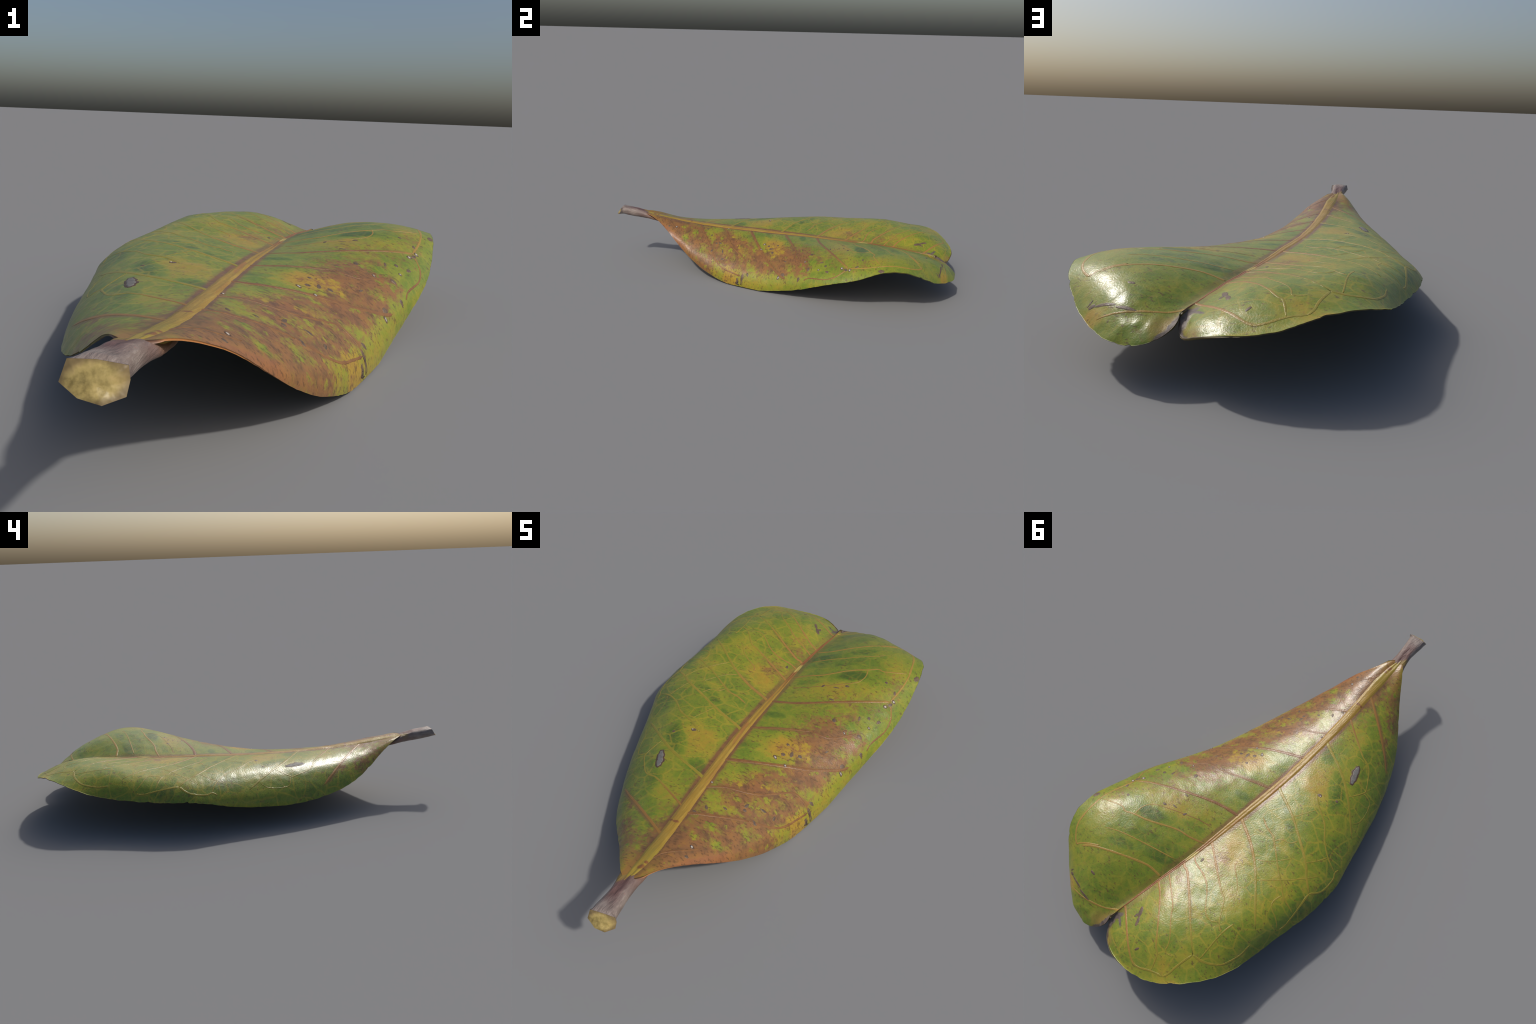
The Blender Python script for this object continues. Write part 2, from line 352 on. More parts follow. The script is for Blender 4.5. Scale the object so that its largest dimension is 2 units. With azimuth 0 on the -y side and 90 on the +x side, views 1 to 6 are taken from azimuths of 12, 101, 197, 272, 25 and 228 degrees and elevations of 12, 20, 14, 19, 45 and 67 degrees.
def brown_near_veins(g, warped_y):
    """Brown seams that follow the side veins."""
    total = None
    off_mid = g.sub(g.x, g.curve(g.y, MIDRIB_LINE, -1.0, 1.0))
    for side, veins in ((1, BROWN_VEINS_RIGHT), (-1, BROWN_VEINS_LEFT)):
        for a, b, c, reach, k in veins:
            line = g.math('MULTIPLY_ADD', g.math('MULTIPLY_ADD', g.x, a, b), g.x, c)
            d = g.math('ABSOLUTE', g.sub(warped_y, line))
            f = g.mul(g.step(0.021, 0.002, d), k)
            f = g.mul(f, g.step(0.0, 0.02, g.mul(off_mid, side)))
            f = g.mul(f, g.step(reach + 0.03, reach - 0.05, g.mul(g.x, side)))
            total = f if total is None else g.max(total, f)
    return total, off_mid


def blade_material():
    g = Graph('blade_upper_side')
    soft = g.warp(14.0, 0.05)
    fray = g.warp(60.0, 0.012)
    skew = g.stretch((1.0, 1.25, 1.0), 0.0, g.warp(30.0, 0.012, g.warp(7.0, 0.045)))
    wide, fine = net_of_small_veins(g, skew)
    left = g.step(0.03, -0.03, g.x)

    # green to yellow ground
    broad, mid = g.noise(4.0, 3.0, 0.55), g.noise(17.0, 4.0, 0.6, shift=3.0)
    g.voronoi(15.0, 'F1', skew)
    part = g.t.nodes.new('ShaderNodeSeparateXYZ')
    g.link(g.cell, part.inputs[0])
    cell = part.outputs[0]
    t = g.add(g.mul(broad, 0.55), g.add(g.mul(mid, 0.40), g.mul(cell, 0.09)))
    t = g.sub(t, 0.03)
    t = g.add(t, g.mul(g.patches(YELLOW_FIELD, 0.7, soft), 0.38))
    t = g.sub(t, g.mul(g.patches(DARK_GREEN, 0.35, fray), 0.26))
    field = g.patches(BROWN_FIELD, 0.85, soft)
    t = g.add(t, g.mul(field, 0.12))
    t = g.add(t, g.mul(g.sub(g.noise(60.0, 5.0, 0.75, shift=7.0), 0.5), 0.55))
    col = g.ramp(t, [(0.18, GREEN_DEEP), (0.42, GREEN), (0.62, GREEN_YELLOW), (0.88, YELLOW)])

    # small veins
    net = g.max(g.mul(wide, 0.56), g.mul(fine, 0.26))
    net = g.mul(net, g.add(0.45, g.mul(left, 0.55)))
    col = g.mix(net, col, srgb(168, 148, 48))

    # brown: broad field broken into islands, seams along veins, sleeve along the midrib
    sep = g.t.nodes.new('ShaderNodeSeparateXYZ')
    g.link(fray, sep.inputs[0])
    seams, off = brown_near_veins(g, sep.outputs[1])
    isles = g.patches(GREEN_ISLES, 0.75, g.warp(34.0, 0.045))
    grain = g.sub(g.noise(26.0, 5.0, 0.7, shift=11.0), 0.5)
    base = g.add(g.mul(field, 1.0), g.mul(grain, 1.15))
    base = g.add(base, g.mul(g.sub(g.noise(75.0, 4.0, 0.7, shift=17.0), 0.5), 1.7))
    base = g.sub(base, g.mul(isles, 0.52))
    base = g.sub(base, g.mul(g.step(0.53, 0.68, g.noise(30.0, 3.0, 0.6, shift=21.0)), 0.55))
    distance = g.sub(g.curve(g.y, RIGHT_MARGIN, -1.0, 1.0), g.x)
    rim = g.mul(g.step(0.040, 0.012, g.add(distance, g.mul(grain, 0.03))), g.step(-0.34, -0.22, g.y))
    base = g.sub(base, g.mul(rim, 0.7))
    seam_force = g.mul(seams, g.step(-0.22, 0.10, g.add(grain, g.mul(g.step(0.62, 0.1, g.y), 0.25))))
    base = g.max(base, g.mul(seam_force, 0.62))
    sleeve = g.mul(g.step(0.050, 0.020, g.math('ABSOLUTE', g.add(off, g.mul(grain, 0.02)))), g.add(g.step(0.6, -0.6, g.y), 0.35))
    base = g.max(base, g.mul(sleeve, 0.52))
    inner = g.mul(g.step(0.036, 0.022, g.math('ABSOLUTE', g.add(off, g.mul(grain, 0.014)))), g.add(g.step(0.75, -0.5, g.y), 0.45))
    base = g.max(base, g.mul(inner, 0.72))
    brown_mask = g.mul(g.step(0.02, 0.80, base), 0.90)
    brown = g.ramp(g.add(g.noise(26.0, 4.0, 0.6, shift=5.0), 0.0), [(0.30, BROWN_DARK), (0.50, BROWN), (0.72, BROWN_ORANGE)])
    base_edge = g.mul(g.step(0.03, 0.002, g.add(distance, g.mul(grain, 0.04))), g.step(-0.40, -0.55, g.y))
    brown = g.mix(g.mul(base_edge, 0.4), brown, srgb(160, 108, 62))
    brown = g.mix(g.mul(inner, 0.30), brown, BROWN_DARK)
    brown = g.mix(g.mul(seam_force, 0.30), brown, BROWN_DARK)
    brown_mask = g.max(brown_mask, g.mul(base_edge, g.step(0.0, 0.1, g.x)))
    col = g.mix(brown_mask, col, brown)
    base_yellow = g.step(-0.68, -0.76, g.y)
    col = g.mix(g.mul(base_yellow, 0.45), col, srgb(152, 116, 48))

    # a freckling of tiny dark marks, drawn out along the side veins
    speck_r = g.noise(1.0, 2.0, 0.6, g.stretch((62.0, 120.0, 70.0), math.radians(-20)))
    speck_l = g.noise(1.0, 2.0, 0.6, g.stretch((62.0, 120.0, 70.0), math.radians(25)), 2.0)
    speck = g.add(g.mul(speck_l, left), g.mul(speck_r, g.sub(1.0, left)))
    crowd = g.add(g.mul(field, 0.05), g.mul(g.sub(g.noise(9.0, 2.0, shift=4.0), 0.5), 0.22))
    speck = g.step(0.60, 0.70, g.add(speck, crowd))
    col = g.mix(g.mul(speck, 0.66), col, srgb(92, 66, 40))

    # named blemishes
    red = g.patches(RED_SPOTS, 0.3, fray)
    col = g.mix(g.mul(red, 0.85), col, srgb(118, 72, 48))
    near_scar = g.patches([(0.07, 0.935, 0.05, 0.04, 0), (0.0, 0.955, 0.03, 0.02, 0)], 0.5, fray)
    col = g.mix(g.mul(near_scar, 0.5), col, srgb(158, 122, 66))
    scar = g.patches(SCAR, 0.3, fray)
    col = g.mix(scar, col, g.ramp(g.noise(60.0, 3.0), [(0.3, srgb(68, 56, 50)), (0.7, srgb(118, 104, 94))]))

    # gloss and grain
    rough = g.add(0.25, g.mul(g.noise(80.0, 3.0, shift=6.0), 0.14))
    rough = g.add(rough, g.mul(scar, 0.25))
    n = g.bump(g.noise(165.0, 2.0, 0.6, shift=8.0), 0.0018, 0.38)
    return g.finish(col, rough, n)


def underside_material():
    g = Graph('blade_underside')
    col = g.ramp(g.noise(12.0, 4.0, 0.6), [(0.3, srgb(92, 80, 44)), (0.7, srgb(122, 106, 60))])
    wide, fine = net_of_small_veins(g, g.stretch((1.0, 1.25, 1.0), 0.0, g.warp(9.0, 0.03)))
    col = g.mix(g.mul(wide, 0.5), col, srgb(160, 132, 78))
    return g.finish(col, 0.6, g.bump(g.noise(120.0, 3.0), 0.003, 0.5))


def margin_material():
    g = Graph('blade_cut_margin')
    col = g.ramp(g.noise(30.0, 3.0), [(0.35, srgb(70, 64, 26)), (0.65, srgb(104, 98, 34))])
    col = g.mix(g.step(0.1, 0.25, g.x), col, srgb(112, 104, 40))
    tip = g.step(0.72, 0.9, g.y)
    col = g.mix(g.mul(tip, 0.7), col, srgb(84, 68, 42))
    base = g.mul(g.step(-0.45, -0.6, g.y), g.step(0.0, 0.05, g.x))
    col = g.mix(base, col, srgb(176, 116, 62))
    col = g.mix(g.mul(g.step(-0.780, -0.800, g.y), g.step(0.06, 0.04, g.x)), col, srgb(122, 92, 76))
    return g.finish(col, 0.5)


def midrib_material():
    g = Graph('midrib_skin')
    streak = g.noise(1.0, 4.0, 0.6, g.stretch((190.0, 9.0, 60.0)))
    col = g.ramp(streak, [(0.3, srgb(146, 114, 44)), (0.55, srgb(160, 128, 50)), (0.75, srgb(170, 142, 66))])
    green = g.mul(g.step(-0.60, -0.72, g.y), g.noise(14.0, 2.0))
    col = g.mix(g.mul(green, 0.7), col, srgb(142, 138, 50))
    blush = g.step(0.52, 0.66, g.noise(1.0, 3.0, 0.6, g.stretch((60.0, 7.0, 20.0)), 4.0))
    col = g.mix(g.mul(blush, g.mul(g.step(-0.6, 0.1, g.y), 0.85)), col, srgb(156, 108, 56))
    tip = g.step(0.22, 0.50, g.add(g.y, g.mul(g.sub(g.noise(30.0, 2.0), 0.5), 0.06)))
    col = g.mix(tip, col, g.ramp(streak, [(0.35, srgb(128, 82, 46)), (0.65, srgb(150, 100, 52))]))
    col = g.mix(g.patches([(0.006, 0.478, 0.032, 0.008, 81)], 0.35), col, srgb(178, 158, 82))
    col = g.mix(g.patches(SCAR, 0.3, g.warp(60.0, 0.012)), col, srgb(104, 88, 76))
    col = g.mix(g.mul(g.patches(RED_SPOTS, 0.3), 0.85), col, srgb(124, 76, 46))
    col = g.mix(g.step(-0.815, -0.850, g.add(g.y, g.mul(g.sub(g.noise(60.0, 2.0), 0.5), 0.05))), col, srgb(106, 70, 62))
    under = g.t.nodes.new('ShaderNodeNewGeometry')
    sep = g.t.nodes.new('ShaderNodeSeparateXYZ')
    g.link(under.outputs['Normal'], sep.inputs[0])
    n = g.bump(streak, 0.002, 0.5)
    n = g.bump(g.noise(150.0, 2.0), 0.002, 0.4, n)
    return g.finish(col, 0.36, n)


def vein_material(name, side):
    g = Graph(name)
    off = g.math('ABSOLUTE', g.sub(g.x, g.curve(g.y, MIDRIB_LINE, -1.0, 1.0)))
    n = g.noise(40.0, 3.0)
    if side == 'left':
        col = g.ramp(n, [(0.35, srgb(136, 128, 42)), (0.65, srgb(150, 132, 46))])
        blush = g.mul(g.step(0.30, 0.06, off), g.step(-0.05, 0.35, g.y))
        col = g.mix(g.mul(blush, 0.75), col, srgb(164, 112, 62))
        col = g.mix(g.step(-0.36, -0.44, g.y), col, srgb(148, 108, 52))
    else:
        col = g.ramp(n, [(0.35, srgb(122, 84, 50)), (0.65, srgb(138, 97, 52))])
        col = g.mix(g.mul(g.step(0.3, 0.5, g.y), 0.7), col, srgb(166, 138, 54))
    return g.finish(col, 0.34, g.bump(g.noise(165.0, 2.0, 0.6), 0.0018, 0.5))


def stain_material(name, inner, outer, rough):
    g = Graph(name)
    col = g.ramp(g.noise(90.0, 3.0, 0.6), [(0.35, inner), (0.65, outer)])
    return g.finish(col, rough, g.bump(g.noise(130.0, 2.0), 0.002, 0.4))


def stalk_material():
    g = Graph('stalk_skin')
    fibre = g.noise(1.0, 4.0, 0.65, g.stretch((120.0, 16.0, 120.0)))
    cloud = g.noise(22.0, 3.0, 0.6)
    col = g.ramp(g.add(g.mul(fibre, 0.6), g.mul(cloud, 0.4)), [(0.3, srgb(98, 84, 78)), (0.5, srgb(134, 120, 112)), (0.72, srgb(164, 152, 142))])
    # dark maroon groove on the upper face towards the blade
    d = g.math('ABSOLUTE', g.sub(g.x, g.math('MULTIPLY_ADD', g.y, -0.20, -0.160)))
    groove = g.mul(g.step(0.030, 0.012, g.add(d, g.mul(g.sub(cloud, 0.5), 0.03))), g.mul(g.step(-0.95, -0.89, g.y), g.step(0.272, 0.288, g.z)))
    col = g.mix(g.mul(groove, 0.9), col, g.ramp(fibre, [(0.3, srgb(84, 58, 54)), (0.7, srgb(120, 88, 82))]))
    tongue = g.patches([(-0.004, -0.805, 0.045, 0.014, 82)], 0.3, g.warp(40.0, 0.012))
    col = g.mix(g.mul(tongue, g.step(0.275, 0.285, g.z)), col, srgb(158, 138, 50))
    plum = g.step(-0.90, -0.82, g.add(g.y, g.mul(g.sub(cloud, 0.5), 0.08)))
    col = g.mix(g.mul(plum, 0.5), col, srgb(104, 72, 64))
    warm = g.step(-0.82, -0.77, g.add(g.y, g.mul(g.sub(cloud, 0.5), 0.06)))
    col = g.mix(g.mul(warm, 0.7), col, srgb(126, 92, 70))
    fleck = g.step(0.66, 0.72, g.noise(34.0, 3.0, shift=9.0))
    col = g.mix(g.mul(fleck, 0.6), col, srgb(148, 100, 90))
    n = g.bump(fibre, 0.006, 0.6)
    return g.finish(col, 0.5, n)


def cut_material():
    g = Graph('stalk_cut_face')
    col = g.ramp(g.noise(34.0, 4.0, 0.65), [(0.32, srgb(122, 106, 58)), (0.5, srgb(172, 152, 92)), (0.68, srgb(194, 168, 110))])
    n = g.t.nodes.new('ShaderNodeMapping')
    n.vector_type = 'TEXTURE'
    g.link(g.warp(40.0, 0.012), n.inputs['Vector'])
    n.inputs['Location'].default_value, n.inputs['Scale'].default_value = (0.033, -0.980, 0.300), (0.045, 0.06, 0.026)
    rim = g.t.nodes.new('ShaderNodeVectorMath')
    rim.operation = 'LENGTH'
    g.link(n.outputs[0], rim.inputs[0])
    col = g.mix(g.mul(g.step(0.60, 1.0, rim.outputs['Value']), 0.8), col, srgb(104, 86, 60))
    col = g.mix(g.mul(g.step(0.55, 0.72, g.noise(45.0, 3.0, 0.6, shift=3.0)), 0.5), col, srgb(132, 116, 62))
    return g.finish(col, 0.42, g.bump(g.noise(48.0, 2.0, 0.5), 0.006, 0.5))


# ------------------------------------------------------------------ the leaf
leaf = bpy.data.objects.new('fallen_leaf', None)
leaf['label'] = 'curled notched leaf, mottled green, yellow and brown, with short stalk'
leaf['category'] = 'fallen leaf'
bpy.context.scene.collection.objects.link(leaf)


def uneven(p, n):
    """The fine unevenness of the leathery surface."""
    lobe = np.clip((p[1] - 0.84) / 0.1, 0, 1) * np.clip((p[0] - 0.06) / 0.06, 0, 1)      # the creased lobe beside the notch
    return p + n * (0.0013 * wobble(p, 16.0, 3.0) + 0.0007 * wobble(p, 40.0, 8.0) + lobe * (0.0045 * wobble(p, 15.0, 6.0) + 0.002 * wobble(p, 32.0, 1.0)))


def build_blade(mat_top, mat_under, mat_margin):
    """A closed shell: upper face, under face a little below it, and a rounded margin."""
    us = np.concatenate([np.linspace(0, 0.9, 270, endpoint=False), np.linspace(0.9, 0.996, 60)])
    half = np.concatenate([np.linspace(0, 0.92, 62, endpoint=False), np.linspace(0.92, 1.0, 16)])
    vs = np.concatenate([-half[::-1], half[1:]])
    top = blade_grid(us, vs)
    n = normals_of(top)
    # torn, slightly ragged margin
    for j_side in (0, -1):
        for i in range(len(us)):
            p = top[i, j_side]
            r = 0.0028 * wobble(p, 38.0) + 0.0100 * -max(0.0, wobble(p, 60.0, 5.0) - 0.1) * (1 if wobble(p, 7.0, 2.0) > -0.1 else 0)
            inner = top[i, 3] if j_side == 0 else top[i, -4]
            d = (p - inner) / (np.linalg.norm(p - inner) + 1e-9)
            cols = range(0, 8) if j_side == 0 else range(-1, -9, -1)
            for k, c in enumerate(cols):
                top[i, c] += d * r * (1 - k / 8) ** 2
    for i in range(len(us)):
        for j in range(len(vs)):
            top[i, j] = uneven(top[i, j], n[i, j])
    thick = 0.006 - 0.0025 * np.abs(vs)[None, :, None] ** 10
    under = top - n * thick
    under[..., 2] = np.maximum(under[..., 2], 0.0005)
    top[..., 2] = np.maximum(top[..., 2], 0.003)
    r, c = top.shape[:2]
    verts = np.concatenate([top.reshape(-1, 3), under.reshape(-1, 3)])
    faces = strip_faces(r, c, 0, flip=False) + strip_faces(r, c, r * c, flip=True)
    kinds = [0] * ((r - 1) * (c - 1)) + [1] * ((r - 1) * (c - 1))
    # margin: walk round the border, with one bulging row between the two faces
    loop = [(i, 0) for i in range(r)] + [(r - 1, j) for j in range(1, c)] + [(i, c - 1) for i in range(r - 2, -1, -1)] + [(0, j) for j in range(c - 2, 0, -1)]
    mids = []
    for i, j in loop:
        a, b = top[i, j], under[i, j]
        ii = min(max(i, 2), r - 3)
        jj = min(max(j, 2), c - 3)
        out = a - top[ii, jj]
        out /= np.linalg.norm(out) + 1e-9
        mids.append((a + b) / 2 + out * 0.0010)
    start = len(verts)
    verts = np.concatenate([verts, mids])
    m = len(loop)
    for k in range(m):
        a, b = loop[k], loop[(k + 1) % m]
        ta, tb = a[0] * c + a[1], b[0] * c + b[1]
        ka, kb = start + k, start + (k + 1) % m
        faces += [(ta, ka, kb, tb), (ka, r * c + ta, r * c + tb, kb)]
        kinds += [2, 2]
    return make_object('blade', verts, faces, [mat_top, mat_under, mat_margin], leaf, kinds)


def midrib_width(y):
    return np.interp(y, [-0.84, -0.78, -0.68, -0.54, -0.3, 0.0, 0.2, 0.38, 0.5, 0.7, 0.84, 0.9], [0.028, 0.046, 0.056, 0.050, 0.043, 0.039, 0.034, 0.025, 0.022, 0.026, 0.022, 0.012])


def build_midrib(mat):
    """A low ridge with a faint furrow above, and a rounded keel below the blade."""
    us, ts = np.linspace(0.0, 0.992, 220), np.linspace(-1, 1, 17)
    verts = []
    c = blade(us, us * 0)
    right, left = blade(us, us * 0 + 0.02), blade(us, us * 0 - 0.02)
    along = np.gradient(c, axis=0)
    for i, u in enumerate(us):
        across = right[i] - left[i]
        n = np.cross(across, along[i])
        n /= np.linalg.norm(n)
        w = 0.92 * midrib_width(c[i, 1]) * (1 + 0.10 * wobble(c[i], 14.0))
        lr, ll = np.linalg.norm(right[i] - c[i]) / 0.02, np.linalg.norm(left[i] - c[i]) / 0.02
        rise = (0.0018 * w / 0.036 + 0.0006) * np.interp(c[i, 1], [0.2, 0.8], [1.0, 0.35])
        v = np.clip(np.where(ts > 0, ts * w / 2 / lr, ts * w / 2 / ll), -0.8, 0.8)
        p = blade(np.full_like(v, u), v)
        p = np.array([uneven(q, n) for q in p])
        edge = np.clip((1 - np.abs(ts)) / 0.55, 0, 1)
        h = rise * edge * edge * (3 - 2 * edge) * (1 - 0.12 * np.exp(-((ts - 0.12) / 0.2) ** 2)) + 0.0008 * edge - 0.0003
        upper = p + n * h[:, None]
        keel = np.interp(c[i, 1], [-0.8, -0.4, 0.4, 0.9], [0.020, 0.016, 0.008, 0.002])
        lower = p - n * (0.006 + (0.004 + keel) * np.sqrt(np.maximum(0, 1 - ts ** 2)))[:, None]
        verts += list(upper) + list(lower[::-1])
    k = 2 * len(ts)
    faces = strip_faces(len(us), k, 0, wrap=True)
    faces += [tuple(range(k))[::-1], tuple(range((len(us) - 1) * k, len(us) * k))]
    return make_object('midrib', verts, [f[::-1] for f in faces][::1] if False else faces, [mat], leaf)


# courses of the veins seen from above: side, thickness, points from the midrib outwards
VEINS = [
    ('left', 1.0, [(-0.038, -0.593), (-0.224, -0.480), (-0.311, -0.415)]),
    ('left', 0.7, [(-0.042, -0.452), (-0.158, -0.388), (-0.197, -0.370), (-0.244, -0.359), (-0.296, -0.288), (-0.308, -0.261), (-0.275, -0.189)]),
    ('left', 1.2, [(-0.042, -0.299), (-0.165, -0.251), (-0.267, -0.192), (-0.412, -0.075)]),
    ('left', 0.5, [(-0.310, -0.260), (-0.342, -0.258), (-0.362, -0.242), (-0.385, -0.159), (-0.368, -0.121)]),
    ('left', 0.8, [(-0.165, -0.099), (-0.219, -0.059), (-0.291, -0.025), (-0.332, 0.019), (-0.397, 0.067), (-0.466, 0.089)]),
    ('left', 1.2, [(-0.055, 0.010), (-0.161, 0.047), (-0.295, 0.120), (-0.367, 0.163), (-0.402, 0.197), (-0.455, 0.233)]),
    ('left', 0.9, [(-0.455, 0.233), (-0.479, 0.201), (-0.486, 0.159), (-0.480, 0.109), (-0.466, 0.089), (-0.469, 0.064)]),
    ('left', 0.9, [(-0.455, 0.233), (-0.478, 0.379), (-0.472, 0.421)]),
    ('left', 0.8, [(-0.086, 0.144), (-0.128, 0.165), (-0.170, 0.172), (-0.197, 0.186), (-0.329, 0.282), (-0.356, 0.292), (-0.389, 0.321), (-0.468, 0.338)]),
    ('left', 0.6, [(-0.386, 0.324), (-0.379, 0.367), (-0.397, 0.392), (-0.431, 0.402), (-0.465, 0.427)]),
    ('left', 1.2, [(-0.038, 0.223), (-0.125, 0.258), (-0.200, 0.305), (-0.267, 0.359), (-0.409, 0.494)]),
    ('left', 0.5, [(-0.268, 0.356), (-0.372, 0.244), (-0.435, 0.151)]),
    ('left', 0.5, [(-0.201, 0.294), (-0.247, 0.263), (-0.306, 0.184)]),
    ('left', 0.6, [(-0.197, 0.186), (-0.214, 0.157), (-0.249, 0.148), (-0.269, 0.116)]),
    ('left', 0.5, [(-0.178, 0.051), (-0.226, -0.047)]),
    ('left', 0.5, [(-0.357, 0.154), (-0.384, 0.114), (-0.401, 0.069)]),
    ('left', 0.6, [(-0.152, 0.356), (-0.160, 0.380), (-0.211, 0.412), (-0.244, 0.442), (-0.264, 0.478)]),
    ('left', 0.8, [(-0.045, 0.399), (-0.203, 0.493), (-0.237, 0.505), (-0.291, 0.582), (-0.332, 0.605)]),
    ('left', 0.7, [(-0.030, 0.487), (-0.092, 0.496), (-0.150, 0.523), (-0.215, 0.590), (-0.258, 0.604), (-0.288, 0.584)]),
    ('left', 0.7, [(-0.338, 0.545), (-0.331, 0.608), (-0.343, 0.729)]),
    ('left', 1.1, [(-0.014, 0.534), (-0.054, 0.547), (-0.312, 0.742)]),
    ('left', 0.9, [(-0.312, 0.742), (-0.299, 0.819), (-0.299, 0.855), (-0.288, 0.884)]),
    ('left', 0.9, [(-0.312, 0.742), (-0.363, 0.729), (-0.414, 0.689), (-0.431, 0.648), (-0.440, 0.600), (-0.437, 0.553)]),
    ('left', 0.6, [(-0.019, 0.618), (-0.110, 0.673), (-0.134, 0.705), (-0.211, 0.773), (-0.225, 0.815), (-0.263, 0.803)]),
    ('left', 0.8, [(0.001, 0.662), (-0.041, 0.689), (-0.123, 0.762), (-0.190, 0.831), (-0.211, 0.840), (-0.238, 0.902)]),
    ('left', 0.9, [(0.011, 0.837), (-0.130, 0.928), (-0.183, 0.936), (-0.238, 0.902), (-0.288, 0.884)]),
    ('right', 0.7, [(0.030, -0.712), (0.041, -0.686), (0.100, -0.625), (0.125, -0.585)]),
    ('right', 1.1, [(-0.000, -0.492), (0.094, -0.438), (0.188, -0.369)]),
    ('right', 0.9, [(0.188, -0.369), (0.236, -0.337), (0.273, -0.297), (0.297, -0.248), (0.330, -0.149)]),
    ('right', 0.8, [(0.020, -0.329), (0.065, -0.299), (0.167, -0.257), (0.255, -0.150), (0.293, -0.142), (0.328, -0.147)]),
    ('right', 1.2, [(-0.003, -0.178), (0.126, -0.115), (0.270, -0.028), (0.365, 0.061), (0.393, 0.106)]),
    ('right', 0.8, [(-0.000, 0.031), (0.224, 0.127)]),
    ('right', 0.7, [(0.224, 0.127), (0.263, 0.131), (0.304, 0.149), (0.373, 0.226)]),
    ('right', 1.1, [(-0.005, 0.216), (0.093, 0.239), (0.199, 0.289), (0.374, 0.384), (0.442, 0.433)]),
    ('right', 0.8, [(0.442, 0.433), (0.468, 0.536), (0.468, 0.641), (0.449, 0.735)]),
    ('right', 0.7, [(0.442, 0.433), (0.466, 0.390), (0.471, 0.360), (0.467, 0.319), (0.436, 0.242), (0.431, 0.206)]),
    ('right', 0.8, [(0.000, 0.400), (0.074, 0.434), (0.133, 0.449), (0.238, 0.513), (0.303, 0.538), (0.346, 0.562), (0.370, 0.553), (0.465, 0.598)]),
    ('right', 0.5, [(0.303, 0.538), (0.309, 0.497), (0.294, 0.459), (0.258, 0.431), (0.105, 0.353), (0.040, 0.336)]),
    ('right', 0.5, [(0.039, 0.539), (0.264, 0.623), (0.341, 0.666)]),
    ('right', 1.0, [(0.032, 0.633), (0.082, 0.636), (0.137, 0.656), (0.311, 0.750), (0.360, 0.790)]),
    ('right', 0.8, [(0.298, 0.734), (0.362, 0.777), (0.387, 0.802)]),
    ('right', 0.8, [(0.070, 0.861), (0.098, 0.884), (0.167, 0.916), (0.222, 0.930), (0.282, 0.931)]),
    ('right', 0.8, [(0.387, 0.802), (0.427, 0.772), (0.458, 0.715), (0.467, 0.599)]),
]


class Drape:
    """Finds the place on the upper surface that lies under or over a point seen from above."""

    def __init__(self):
        us, vs = np.linspace(0, 0.995, 420), np.linspace(-1, 1, 361)
        g = blade_grid(us, vs)
        self.p, self.n = g.reshape(-1, 3), normals_of(g).reshape(-1, 3)
        du, dv = np.gradient(g, axis=0).reshape(-1, 3), np.gradient(g, axis=1).reshape(-1, 3)
        self.du, self.dv = du, dv
        self.tree = kdtree.KDTree(len(self.p))
        for i, q in enumerate(self.p):
            self.tree.insert((q[0], q[1], 0.0), i)
        self.tree.balance()

    def __call__(self, x, y):
        best = max(self.tree.find_n((x, y, 0.0), 6), key=lambda r: self.p[r[1]][2] if r[2] < 0.004 else -1)[1]
        p, n = self.p[best], self.n[best]
        m = np.array([[self.du[best][0], self.dv[best][0]], [self.du[best][1], self.dv[best][1]]])
        d = np.array([x - p[0], y - p[1]])
        if abs(np.linalg.det(m)) > 1e-9:
            a = np.clip(np.linalg.solve(m, d), -1.5, 1.5)
            p = p + self.du[best] * a[0] + self.dv[best] * a[1]
        return uneven(p, n), n


